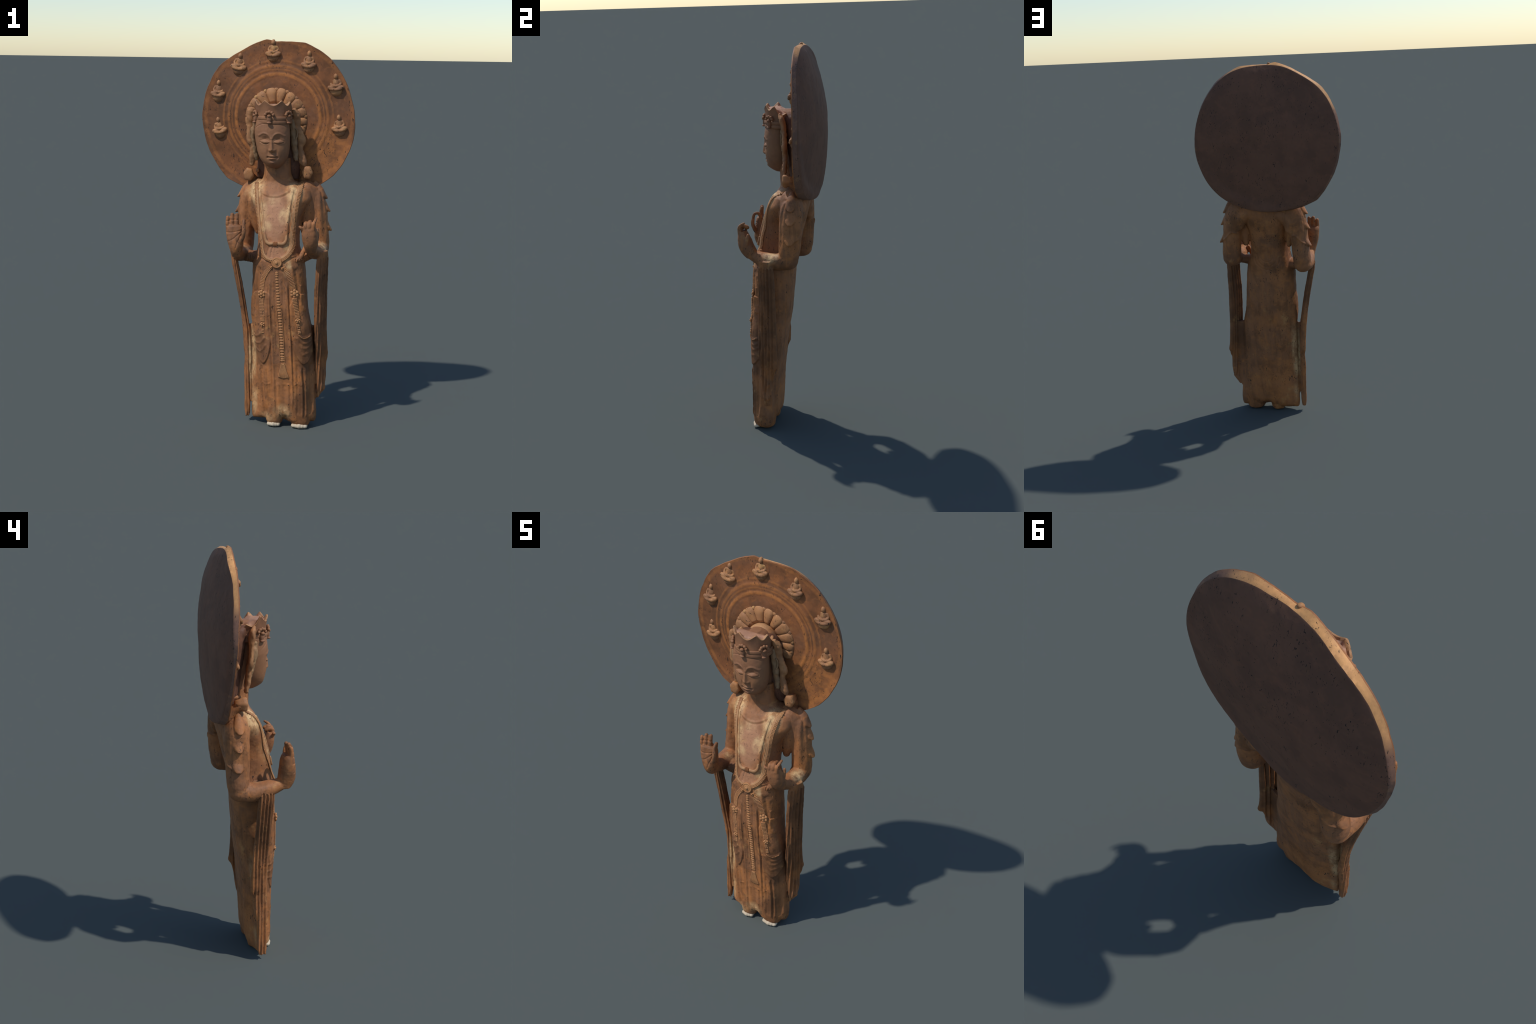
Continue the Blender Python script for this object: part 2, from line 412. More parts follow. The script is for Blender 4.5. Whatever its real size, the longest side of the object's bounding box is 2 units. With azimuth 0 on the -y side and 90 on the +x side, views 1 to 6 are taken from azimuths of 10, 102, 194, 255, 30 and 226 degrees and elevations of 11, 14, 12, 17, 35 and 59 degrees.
# cloth filling the armpits
pitR = tube([(.178, .050, 1.17, .044, .040), (.176, .046, 1.11, .042, .032), (.172, .046, 1.055, .032, .026), (.168, .048, 1.015, .018, .018)], ref=(0, 1, 0))
pitL = tube([(-.098, .050, 1.17, .042, .040), (-.094, .046, 1.11, .038, .032), (-.086, .046, 1.050, .028, .026), (-.080, .048, 1.005, .014, .018)], ref=(0, 1, 0))
capeR = tube([(.140, .112, 1.19, .034, .036), (.182, .104, 1.155, .034, .042), (.205, .098, 1.115, .026, .040), (.215, .092, 1.08, .016, .020)], ref=(0, 0, 1))
capeL = tube([(-.050, .112, 1.19, .034, .036), (-.094, .104, 1.155, .034, .042), (-.114, .108, 1.110, .030, .042), (-.124, .104, 1.07, .020, .026)], ref=(0, 0, 1))

# ------------------------------------------------------------------ scarves
def shift(rows, dx, below=9.0):
    return [(z, a + dx * sstep(below, below - .1, z), b, c + dx * sstep(below, below - .1, z), d, t) for z, a, b, c, d, t in rows]
def scarf(rows, n=110, ns=48, ex=3.4):
    """hanging sheet; rows: z, front edge x, y, back edge x, y, half thickness"""
    S = np.array(sorted(rows), float); z = np.linspace(S[0, 0], S[-1, 0], n); H = hermite(z, S[:, 0], S[:, 1:])
    a = np.linspace(0, 2 * math.pi, ns, endpoint=False); c, sn = np.cos(a), np.sin(a)
    c = np.sign(c) * np.abs(c) ** (2 / ex); sn = np.sign(sn) * np.abs(sn) ** (2 / ex)
    R = np.zeros((n, ns, 3))
    for k in range(n):
        f, b, t = H[k, :2], H[k, 2:4], H[k, 4]; m = (f + b) / 2; d = (b - f) / 2; nv = np.array([d[1], -d[0]]) / np.linalg.norm(d)
        q = m + d * c[:, None] + nv * t * sn[:, None]
        R[k, :, :2] = q; R[k, :, 2] = z[k]
    return rings_mesh(R)
scarfL = scarf(shift([(.905, -.172, -.086, -.190, -.012, .014), (.86, -.168, -.090, -.187, -.014, .013), (.80, -.156, -.090, -.174, -.014, .013),
                (.68, -.131, -.090, -.151, -.012, .013), (.59, -.114, -.088, -.138, -.008, .012), (.50, -.099, -.086, -.131, -.004, .012),
                (.44, -.095, -.084, -.127, .000, .012), (.385, -.092, -.086, -.122, -.002, .012), (.35, -.090, -.088, -.114, -.016, .011), (.30, -.092, -.088, -.114, -.024, .011),
                (.20, -.092, -.086, -.110, -.038, .011), (.11, -.090, -.090, -.107, -.045, .011), (.05, -.090, -.094, -.105, -.050, .010), (.026, -.093, -.088, -.102, -.056, .006)], -.003))
scarfLw = scarf([(.53, -.108, -.066, -.070, -.058, .008), (.50, -.108, -.066, -.064, -.058, .010), (.40, -.100, -.068, -.060, -.060, .010),
                 (.25, -.098, -.072, -.056, -.068, .010), (.13, -.094, -.074, -.056, -.072, .010), (.108, -.086, -.074, -.058, -.072, .008)], 60)
scarfR = scarf(shift([(.935, .276, -.076, .297, -.020, .012), (.885, .262, -.084, .298, -.002, .014), (.82, .259, -.085, .296, -.002, .014), (.70, .250, -.086, .291, .000, .014), (.60, .248, -.092, .288, .002, .014),
                (.50, .251, -.096, .290, .002, .013), (.42, .256, -.094, .296, .004, .013), (.375, .256, -.092, .302, .008, .012), (.352, .256, -.090, .297, -.006, .012), (.30, .256, -.086, .294, -.020, .012),
                (.24, .258, -.080, .296, -.030, .012), (.205, .262, -.074, .299, -.038, .011), (.18, .260, -.070, .280, -.046, .010), (.15, .256, -.068, .266, -.052, .006)], .008, .75))
scarfRw = scarf([(.535, .220, -.035, .275, -.045, .009), (.50, .214, -.035, .278, -.045, .010), (.35, .226, -.038, .280, -.048, .010), (.22, .236, -.046, .276, -.052, .010), (.15, .244, -.054, .264, -.056, .008)], 50)

# ------------------------------------------------------------------ hands
def palm(rows, n=30, ns=28):
    return rings_mesh(loft([(*r, 2.5) for r in rows], n, ns))
def finger(pts, r=.0105, tip=.8, n=18):
    k = len(pts)
    return tube([(*p, r * (1 - (1 - tip) * i / (k - 1)), r * (1 - (1 - tip) * i / (k - 1))) for i, p in enumerate(pts)], n=n, ns=14, ref=(0.3, 1, 0.2))
handL = [palm([(.905, -.178, -.128, -.172, -.115), (.935, -.184, -.124, -.190, -.112), (.965, -.192, -.118, -.196, -.114), (1.0, -.202, -.116, -.193, -.117),
               (1.035, -.207, -.116, -.187, -.120), (1.058, -.208, -.118, -.182, -.126), (1.070, -.204, -.122, -.178, -.134)]),
         finger([(-.195, -.158, 1.05), (-.197, -.162, 1.075), (-.198, -.160, 1.106)], .0125),
         finger([(-.174, -.158, 1.05), (-.175, -.160, 1.085), (-.176, -.154, 1.121)], .0130),
         finger([(-.151, -.156, 1.05), (-.152, -.157, 1.085), (-.153, -.148, 1.120)], .0130),
         finger([(-.127, -.152, 1.05), (-.120, -.152, 1.078), (-.113, -.162, 1.097), (-.110, -.181, 1.094), (-.110, -.190, 1.078)], .0098),
         finger([(-.128, -.175, .985), (-.112, -.188, 1.015), (-.107, -.194, 1.045), (-.109, -.190, 1.072)], .0120, .7)]
handR = [palm([(.938, .200, .256, -.152, -.085), (.960, .196, .260, -.174, -.094), (.985, .191, .264, -.188, -.104), (1.01, .186, .265, -.194, -.118),
               (1.035, .183, .263, -.196, -.128), (1.060, .183, .259, -.196, -.142), (1.078, .190, .254, -.192, -.152)]),
         finger([(.190, -.178, 1.06), (.183, -.188, 1.075), (.174, -.180, 1.078)], .0095, .7),
         finger([(.204, -.180, 1.06), (.204, -.184, 1.085), (.204, -.172, 1.096), (.204, -.150, 1.090)], .0122),
         finger([(.224, -.180, 1.06), (.225, -.184, 1.092), (.225, -.170, 1.104), (.225, -.148, 1.098)], .0122),
         finger([(.244, -.180, 1.06), (.246, -.183, 1.095), (.251, -.172, 1.112), (.254, -.156, 1.122)], .0115, .6),
         finger([(.252, -.150, 1.0), (.260, -.142, 1.03), (.260, -.136, 1.062)], .0130, .6)]

PARTS = {'body': [body_vf, pitR, pitL, capeR, capeL] + skirt_extra,
         'arm': [armR_up, armR_fo], 'arm.L': [armL_up, armL_fo],
         'shawl': shR, 'shawl.L': shL,
         'scarf': [scarfR, scarfRw, webR, hipR], 'scarf.L': [scarfL, scarfLw, webL],
         'hand': handR, 'hand.L': handL}
allp = [p for k in PARTS for p in PARTS[k]]
body = add_mesh('body_work', merge(*allp))
remesh(body, .0027, 7, .5)
me = body.data
V = verts_np(me); N = normals_np(me)
cent = np.empty(len(me.polygons) * 3); me.polygons.foreach_get('center', cent); cent = cent.reshape(-1, 3)
# part of each face: nearest source primitive
trees = {k: BVHTree.FromPolygons(*merge(*PARTS[k])) for k in PARTS}
names = list(PARTS)
D = np.full((len(names), len(cent)), .2)
boxes = {k: (np.array(merge(*PARTS[k])[0]).min(0) - .012, np.array(merge(*PARTS[k])[0]).max(0) + .012) for k in names}
for i, k in enumerate(names):
    lo, hi = boxes[k]
    idx = np.where(((cent > lo) & (cent < hi)).all(1))[0]
    f = trees[k].find_nearest
    for j in idx:
        D[i, j] = f(cent[j], .05)[3] or 0.0 if f(cent[j], .05)[0] is not None else .2
label = D.argmin(0)

# ---------------------------------------------------------------- relief on the body (folds, borders, aprons)
X, Y, Z = V[:, 0], V[:, 1], V[:, 2]
front = sstep(.15, .55, -N[:, 1])
isbody = np.zeros(len(V), bool)
lv = np.empty(len(me.loops), np.int32); me.loops.foreach_get('vertex_index', lv)
ls = np.empty(len(me.polygons), np.int32); me.polygons.foreach_get('loop_total', ls)
flab = np.repeat(label, ls)
isbody[lv[flab == 0]] = True
front_b = front * isbody
disp = np.zeros(len(V))
def ridge(pts, w, h, mask=front_b, sharp=2.0, fade=0.0, n=40):
    global disp
    d, t = dist_poly(X, Z, smooth_poly(pts, n))
    f = np.exp(-(d / w) ** sharp)
    if fade: f = f * sstep(0, fade, t) * sstep(1, 1 - fade, t)
    disp += mask * f * h

def plate(poly, h, w=.006, mask=front_b):
    """raise the area inside an outline, with a soft border of width w"""
    global disp
    P = smooth_poly(poly + [poly[0]], 120)
    d, _ = dist_poly(X, Z, P); ins = inside_poly(X, Z, P)
    sd = np.where(ins, d, -d)
    disp += mask * h * sstep(-w / 2, w / 2, sd)

BAND_L = [(-.086, 1.268), (-.073, 1.21), (-.063, 1.149), (-.053, 1.088), (-.042, 1.028), (-.028, .968), (-.015, .916), (.012, .895), (.037, .893)]
BAND_R = [(.150, 1.270), (.145, 1.218), (.138, 1.177), (.132, 1.116), (.128, 1.056), (.126, 1.015), (.131, .984), (.126, .948), (.109, .919), (.078, .897)]
IN_L = [(-.062, 1.252), (-.049, 1.205), (-.033, 1.13), (-.018, 1.049), (-.009, 1.001), (-.003, .983), (.011, .974), (.034, .977)]
IN_R = [(.116, 1.258), (.108, 1.197), (.102, 1.115), (.098, 1.054), (.098, 1.006), (.094, .986), (.080, .977), (.053, .979)]
ridge(BAND_L, .010, .004, sharp=4); ridge(BAND_R, .013, .004, sharp=4)
ridge(IN_L, .008, .004); ridge(IN_R, .012, .004)
ridge([(-.059, 1.227), (-.023, 1.214), (.021, 1.209), (.067, 1.22), (.112, 1.252)], .005, .0025)
ridge([(-.050, 1.218), (-.020, 1.205), (.021, 1.199), (.067, 1.209), (.108, 1.235)], .004, -.0015)
# pleats under the knot
for p in ([(.033, .966), (.025, .93), (.022, .902)], [(.058, .964), (.076, .935), (.091, .908)], [(.015, .966), (.003, .93), (-.002, .91)],
          [(.068, .964), (.092, .945), (.108, .93)]):
    ridge(p, .0045, -.003, fade=.1)
# overskirt lobes
APL = [(-.075, .56), (-.055, .50), (-.046, .441), (-.034, .374), (-.007, .339), (.018, .378), (.029, .427), (.035, .499), (.031, .594), (.026, .66), (.015, .72), (-.05, .72), (-.09, .66)]
APR = [(.128, .66), (.135, .576), (.147, .481), (.162, .41), (.182, .373), (.205, .351), (.228, .369), (.246, .416), (.256, .479), (.27, .56), (.26, .68), (.16, .72)]
plate(APL, .0065); plate(APR, .0065)
ridge([(.177, .76), (.181, .667), (.200, .637), (.218, .669), (.219, .74)], .006, .004)
ridge([(.200, .73), (.200, .67)], .012, -.004, fade=.2)
for p, h in (([(.180, .512), (.194, .497), (.215, .494), (.233, .507), (.251, .523)], .004), ([(.172, .493), (.197, .466), (.221, .466), (.245, .499)], .003),
             ([(.159, .495), (.188, .446), (.216, .438), (.246, .470)], .0025), ([(.16, .46), (.195, .405), (.222, .41), (.245, .44)], .0015)):
    ridge(p, .0065, h)
for p in ([(-.014, .512), (-.032, .490), (-.06, .480)], [(.0, .48), (-.025, .45), (-.06, .445)], [(.005, .44), (-.02, .405), (-.045, .41)]):
    ridge(p, .006, .003)
# straight skirt folds, front
FOLDS = [([(.110, .80), (.123, .623), (.135, .506), (.142, .386), (.150, .266), (.155, .10)], .005, .005),
         ([(.118, .78), (.132, .60), (.144, .48), (.151, .36), (.158, .22)], .004, -.004),
         ([(.020, .80), (.029, .594), (.040, .485), (.046, .38), (.054, .234), (.061, .08)], .005, .005),
         ([(.012, .78), (.021, .60), (.032, .47), (.039, .35), (.047, .20)], .004, -.004),
         ([(.045, .80), (.055, .6), (.067, .4)], .004, -.002), ([(.088, .80), (.098, .6), (.111, .4)], .004, -.002),
         ([(-.035, .33), (-.024, .225), (-.003, .06)], .005, .004), ([(-.020, .33), (-.008, .2), (.010, .06)], .0045, -.004),
         ([(.003, .335), (.015, .19), (.028, .06)], .0045, .0035), ([(-.052, .40), (-.045, .2), (-.035, .06)], .005, -.004),
         ([(.075, .25), (.080, .15), (.083, .05)], .006, .003), ([(.105, .24), (.108, .16), (.110, .09)], .007, -.003), ([(.130, .25), (.133, .15), (.137, .06)], .006, .0035),
         ([(.191, .335), (.203, .218), (.208, .06)], .0045, .004), ([(.201, .34), (.211, .21), (.218, .06)], .004, -.004), ([(.212, .335), (.219, .205), (.226, .06)], .0045, .004),
         ([(.237, .36), (.243, .2), (.246, .07)], .006, -.005), ([(.253, .40), (.258, .2), (.261, .07)], .005, .004), ([(.175, .36), (.18, .2), (.182, .07)], .005, -.003),
         ([(-.055, .83), (-.062, .72), (-.065, .58)], .006, .003), ([(-.035, .86), (-.048, .74), (-.052, .60)], .005, -.003),
         ([(.150, .86), (.165, .76), (.170, .62)], .006, -.003), ([(.130, .87), (.150, .76)], .005, .003)]
for p, w, h in FOLDS: ridge(p, w * 1.25, h * 1.1, fade=.08)
ridge([(.165, .24), (.18, .248), (.195, .238), (.205, .255)], .004, .0015); ridge([(-.015, .235), (.01, .228), (.03, .235)], .004, .0015)
ridge([(-.05, .905), (-.02, .893), (.02, .885)], .004, -.003); ridge([(.10, .889), (.135, .905), (.16, .91)], .004, -.003)
ridge([(.131, .914), (.161, .898), (.178, .93), (.190, .965)], .005, .004)
# arm and scarf folds: long grooves that follow the piece
sc = np.isin(np.arange(len(V)), lv[np.isin(flab, [names.index('scarf'), names.index('scarf.L')])])
low_sc = sc & (Z < .90)
fx = np.where(X > .1, np.interp(Z, [.15, .5, .9], [.272, .281, .291]), np.interp(Z, [.05, .5, .9], [-.092, -.108, -.174]))
grv = np.sin((X - fx) * 2 * math.pi / .0125)
disp += low_sc * front * .0028 * grv
sidem = sstep(.4, .8, np.abs(N[:, 0])) * low_sc
fy = np.interp(Z, [.15, .5, .9], [-.055, -.048, -.046])
disp += sidem * .0042 * np.sin((Y - fy) * 2 * math.pi / .0175) * sstep(.0, -.015, Y)
arm = np.isin(np.arange(len(V)), lv[np.isin(flab, [names.index('arm'), names.index('arm.L')])]) & (Z > .97)
az = np.where(X > .1, X - .24, -(X + .146))
ang = np.arctan2(az, -(Y - .075))
disp += arm * .0022 * np.sin(ang * 7 + (Z - 1.1) * 6) * sstep(.97, 1.02, Z) * sstep(.10, .02, Y)
# palm creases and finger joints of the raised open hand
hand_m = np.isin(np.arange(len(V)), lv[flab == names.index('hand.L')]) * sstep(.2, .6, -N[:, 1])
for pts in ([(-.206, 1.032), (-.165, 1.036), (-.125, 1.046)], [(-.195, .985), (-.160, 1.005), (-.122, 1.040)], [(-.150, .955), (-.140, .985), (-.125, 1.02)],
            [(-.21, 1.066), (-.17, 1.068), (-.135, 1.068)], [(-.21, 1.090), (-.185, 1.091)], [(-.186, 1.097), (-.14, 1.098)]):
    ridge(pts, .0028, -.0024, mask=hand_m)
# cape edge on the back of the arms
for pts in ([(.300, 1.03), (.262, 1.052), (.225, 1.085), (.185, 1.075)], [(-.205, 1.01), (-.170, 1.035), (-.135, 1.07), (-.100, 1.06)]):
    ridge(pts, .005, .004, mask=sstep(.2, .6, N[:, 1]) * arm)
# incised collar arcs and long creases on the back
back = sstep(.2, .6, N[:, 1]) * isbody
for zc, rr in ((.965, .035), (.955, .052), (.955, .070)):
    a = np.linspace(math.pi, 2 * math.pi, 16)
    ridge([(.045 + rr * 1.05 * math.cos(t), zc - .02 + rr * math.sin(t)) for t in a], .0028, -.0018, mask=back, n=60)
for x0 in (-.05, .0, .03, .075, .11, .16, .2):
    ridge([(x0, .84), (x0 + .006, .5), (x0 + .014, .1)], .004, -.0012, mask=back, fade=.2)
disp += .0016 * noise3(V, 28, 1) + .0009 * noise3(V, 80, 2) + .002 * noise3(V * np.array([1, 1, .25]), 45, 3) * (Z < .85) * isbody
# torn lower edges of the scarves
V2 = V + N * disp[:, None]
V2[:, 2] = np.maximum(V2[:, 2], 0.0008)
set_verts(me, V2)

# flat-ish smoothing of remaining voxel steps is in the remesh step; whole-surface normals:
Nall = normals_np(me)
VB = verts_np(me)
fv_split = np.split(lv, np.cumsum(ls)[:-1])
body_tree = BVHTree.FromPolygons([tuple(v) for v in VB], [tuple(f) for f in fv_split])

def split_part(name, mask, mat):
    idx = np.where(mask)[0]
    if not len(idx): return None
    faces = [fv_split[i] for i in idx]
    used = np.unique(np.concatenate(faces)); inv = np.full(len(VB), -1); inv[used] = np.arange(len(used))
    m = bpy.data.meshes.new(name)
    m.from_pydata(VB[used].tolist(), [], [inv[f].tolist() for f in faces]); m.update()
    m.polygons.foreach_set('use_smooth', [True] * len(m.polygons))
    m.normals_split_custom_set_from_vertices(Nall[used].tolist())
    m.materials.append(mat)
    ob = bpy.data.objects.new(name, m); bpy.context.scene.collection.objects.link(ob); ob.parent = root
    return ob
cz = cent[:, 2]
split_part('skirt', (label == 0) & (cz < .89), M_BODY)
split_part('torso', (label == 0) & (cz >= .89) & (cz < 1.272), M_BODY)
split_part('neck', (label == 0) & (cz >= 1.272), M_BODY)
for k in names[1:]:
    split_part(k.split('.')[0], label == names.index(k), M_BODY)
bpy.data.objects.remove(body)

# ------------------------------------------------------------------ feet
for fx0, w in ((.052, .036), (.189, .044)):
    P = [ellipsoid((fx0, -.126, .0115), (w, .026, .0125))]
    for i in range(5):
        a = (i - 2) / 2
        P.append(ellipsoid((fx0 + a * w * .66, -.143 + .008 * abs(a), .0105 + .002 * (1 - abs(a))), (w * .33, .014, .0105 + .002 * (1 - abs(a)))))
    f = add_mesh('foot', merge(*P), M_WHITE, parent=root); remesh(f, .002, 9)
    v = verts_np(f.data); v[:, 2] = np.maximum(v[:, 2], 0); v += noise3(v, 60, 4)[:, None] * .0012; v[:, 2] -= v[:, 2].min(); set_verts(f.data, v)

# ------------------------------------------------------------------ halo
HC = np.array([.004, 1.600])
RIM = [(-.408, 1.600), (-.397, 1.505), (-.347, 1.374), (-.270, 1.270), (-.175, 1.228), (-.06, 1.206), (.03, 1.200), (.13, 1.216), (.234, 1.254), (.305, 1.305),
       (.373, 1.409), (.403, 1.499), (.408, 1.587), (.387, 1.703), (.345, 1.808), (.277, 1.900), (.204, 1.953), (.143, 1.981),
       (.048, 1.987), (-.006, 1.987), (-.057, 1.998), (-.126, 1.974), (-.198, 1.935), (-.258, 1.900), (-.313, 1.858), (-.358, 1.789), (-.396, 1.687)]
P = np.array(RIM) - HC
ra = np.arctan2(P[:, 1], P[:, 0]); rr = np.hypot(P[:, 0], P[:, 1]); o = np.argsort(ra); ra, rr = ra[o], rr[o]
def rim_r(a):
    a = (np.asarray(a) + math.pi) % (2 * math.pi) - math.pi
    return np.interp(a, np.concatenate([ra - 2*math.pi, ra, ra + 2*math.pi]), np.tile(rr, 3))
def halo_y(x, z):
    """front face of the halo: slightly twisted, leaning plate that swells forward round the lotus"""
    t = (z - 1.6) / .4; r = np.hypot(x - HC[0], z - HC[1])
    return .1355 - .020 * x - .0134 * t - .0221 * t * t - .06 * x * np.maximum(0, -t) - .026 * sstep(.42, .14, r)
def halo_back(x, z): return .158 - .030 * (z - 1.6) - .030 * x
NA = 360
th = np.linspace(0, 2 * math.pi, NA, endpoint=False)
jag = .0022 * noise3(np.c_[np.cos(th), np.sin(th), th * 0] * 1.0, 9, 11)
Rr = rim_r(th) + jag
Rb = np.convolve(np.tile(rim_r(th), 3), np.ones(25) / 25, 'same')[NA:2*NA] * .985 - .003   # rear edge, rounder
Rb = np.minimum(Rb, Rr - .002)
fr = [0.02, .1, .2, .3] + list(np.linspace(.36, .985, 90)) + [.994, 1.0]
rows = []
for q in fr:
    x = HC[0] + Rr * q * np.cos(th); z = HC[1] + Rr * q * np.sin(th); y = halo_y(x, z)
    rho = np.hypot(x - HC[0], z - HC[1])
    for r0, w, h in ((.206, .005, -.0012), (.223, .008, .0026), (.236, .005, -.0014), (.248, .004, .0010), (.264, .008, .0020), (.278, .005, -.0010), (.292, .005, .0010)):
        y = y - h * np.exp(-((rho - r0) / w) ** 2) * (.55 + .6 * noise3(np.c_[x, 0 * x, z], 9, 15))
    y = y - .0018 * noise3(np.c_[x, y, z], 18, 5) - .0008 * noise3(np.c_[x, y, z], 60, 6)
    if q == 1.0: y = y + .006
    rows.append(np.c_[x, y, z])
front_rows = len(rows)
for q in [1.0, .994] + list(np.linspace(.98, .05, 50)) + [.012]:
    x = HC[0] + Rb * q * np.cos(th); z = HC[1] + Rb * q * np.sin(th)
    y = halo_back(x, z) + .054 * np.maximum(0, 1 - q ** 2) ** .80 - .013 * sstep(1.60, 1.88, z) * sstep(.25, -.2, x) - .008 * sstep(1.80, 2.0, z) - .015 * sstep(1.70, 1.32, z) * sstep(1.0, .8, q) * sstep(-.25, .12, x) + .006 * sstep(.9, 1.0, q) * (np.sin(th * 7) * .5 + np.sin(th * 3 + 1))
    y = y + .0025 * noise3(np.c_[x, y, z], 12, 7) + .0009 * noise3(np.c_[x, y, z], 55, 8)
    if len(rows) == front_rows:   # broken side wall gets one row in between
        m = (rows[-1] * .5 + np.c_[x, y, z] * .5) + .003 * noise3(rows[-1], 30, 9)[:, None] * np.c_[np.cos(th), 0 * th, np.sin(th)]
        rows.append(m)
    rows.append(np.c_[x, y, z])
hv, hf = rings_mesh(np.array(rows))
halo = add_mesh('halo', (hv, hf), M_HALO, parent=root)
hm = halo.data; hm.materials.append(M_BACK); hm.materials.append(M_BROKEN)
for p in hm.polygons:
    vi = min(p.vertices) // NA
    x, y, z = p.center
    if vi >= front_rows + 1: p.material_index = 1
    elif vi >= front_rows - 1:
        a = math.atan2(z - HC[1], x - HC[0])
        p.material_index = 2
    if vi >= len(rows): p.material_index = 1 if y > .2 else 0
sm = [True] * len(hm.polygons)
hm.set_sharp_from_angle(angle=math.radians(40))

# ------------------------------------------------------------------ seated figures on the halo
def seated_parts():
    s = {}
    s['head'] = [ellipsoid((0, -.015, .046), (.0120, .0125, .0140)), ellipsoid((0, -.012, .057), (.0085, .009, .0055))]
    body = [ellipsoid((0, -.009, .016), (.0185, .013, .022)), ellipsoid((0, -.009, .027), (.0235, .0115, .0095)), ellipsoid((0, -.011, .037), (.0075, .008, .008))]
    for s_ in (-1, 1):
        body.append(tube([(s_ * .020, -.010, .027, .0072, .0072), (s_ * .0255, -.010, .014, .0072, .0072), (s_ * .020, -.018, .004, .0065, .0065), (s_ * .004, -.023, .000, .0060, .0060)], n=16, ns=12, ref=(.1, 1, .2)))
        body.append(tube([(s_ * .006, -.012, -.008, .012, .012), (s_ * .022, -.017, -.008, .0125, .012), (s_ * .0335, -.018, -.006, .0105, .0105)], n=12, ns=12, ref=(0, 0, 1)))
        body.append(tube([(s_ * .030, -.020, -.011, .0085, .0085), (s_ * .014, -.025, -.016, .0080, .0080), (-s_ * .004, -.025, -.018, .0065, .0065)], n=12, ns=12, ref=(0, 0, 1)))
    body.append(ellipsoid((0, -.010, -.006), (.020, .014, .013)))
    s['body'] = body
    s['pedestal'] = [ellipsoid((0, -.003, -.021), (.0325, .023, .027))]
    return s
SP = seated_parts()
proto = {}
for k in SP:
    o_ = add_mesh('proto', merge(*SP[k]), M_PETAL); remesh(o_, .0015, 6)
    v = verts_np(o_.data); v += normals_np(o_.data) * (.0007 * noise3(v, 130, 3))[:, None]; set_verts(o_.data, v)
    proto[k] = o_.data; bpy.data.objects.remove(o_)
FIG = [(.327, 1.556, 4), (.304, 1.765, 2), (.163, 1.878, -2), (-.022, 1.931, 0), (-.204, 1.862, -8), (-.317, 1.722, -3), (-.309, 1.530, 10)]
for i, (x, z, tilt) in enumerate(FIG):
    loc = Vector((x, halo_y(x, z) + .011, z))
    Mx = Matrix.Translation(loc) @ Matrix.Rotation(math.radians(-tilt), 4, 'Y') @ Matrix.Rotation(math.radians(-4), 4, 'X') @ Matrix.Diagonal((.95 + .04 * math.sin(i * 2.1), 0.95, 1.06, 1))
    b = bpy.data.objects.new('seated_figure', proto['body']); b.matrix_world = Mx
    bpy.context.scene.collection.objects.link(b); b.parent = root
    for nm, k in (('figure_head', 'head'), ('lotus_pedestal', 'pedestal')):
        c = bpy.data.objects.new(nm, proto[k]); bpy.context.scene.collection.objects.link(c); c.parent = b

# ------------------------------------------------------------------ lotus ring behind the head
LC = (-.002, 1.592)
pet = []
R_ = []
for k in range(1, 24):
    u = k / 24; rad = .070 + .097 * u
    w = min(.0300 * (rad / .138), .0300) * min(1, (u / .06) ** .5) * (1 - max(0, (u - .66) / .36) ** 2.2) ** .5
    h = .024 * min(1, (u / .25)) ** .6 * (1 - max(0, (u - .55) / .47) ** 2.4) ** .6
    ring = [(w * np.sign(math.cos(a)) * abs(math.cos(a)) ** .8, -h * max(0, math.sin(a)) ** .75 - .014 * min(0, math.sin(a)), rad) for a in np.linspace(0, 2*math.pi, 32, endpoint=False)]
    R_.append(ring)
pm_o = add_mesh('lotus_petal', rings_mesh(np.array(R_)), M_PETAL)
remesh(pm_o, .002, 2); petal_me = pm_o.data; bpy.data.objects.remove(pm_o)
angs = [-112, -94, -75, -54.5, -33, -11, 11, 33, 54.5, 75, 94, 112]
for i, a in enumerate(angs):
    s = 1.0 if abs(a) < 90 else .9
    o_ = bpy.data.objects.new('lotus_petal', petal_me); bpy.context.scene.collection.objects.link(o_); o_.parent = root
    o_.matrix_world = (Matrix.Translation((LC[0], halo_y(LC[0], LC[1]) + .004, LC[1])) @ Matrix.Rotation(math.radians(a), 4, 'Y')
                       @ Matrix.Diagonal((s * (1.0 + .06 * math.sin(i * 1.7)), 1.0, 1.0, 1)))
# pointed tips of the rear row of petals
tip = add_mesh('petal_tip', ellipsoid((0, -.003, .152), (.013, .009, .012)), M_PETAL); tip_me = tip.data; bpy.data.objects.remove(tip)
for a in [-103, -84, -65, -44, -22, 0, 22, 44, 65, 84, 103]:
    o_ = bpy.data.objects.new('petal_tip', tip_me); bpy.context.scene.collection.objects.link(o_); o_.parent = root
    o_.matrix_world = Matrix.Translation((LC[0], halo_y(LC[0], LC[1]), LC[1])) @ Matrix.Rotation(math.radians(a), 4, 'Y')
# raised collar round the head
cr = []
for a in np.radians(np.linspace(-128, 128, 80)):
    d = np.array([math.sin(a), 0, math.cos(a)])
    ring = [np.array([LC[0], 0, LC[1]]) + d * (.071 + .0085 * math.cos(t)) + np.array([0, .088 + .026 * math.sin(t), 0]) for t in np.linspace(0, 2*math.pi, 20, endpoint=False)]
    cr.append(ring)
add_mesh('lotus_collar', rings_mesh(np.array(cr)), M_PALE, parent=root)

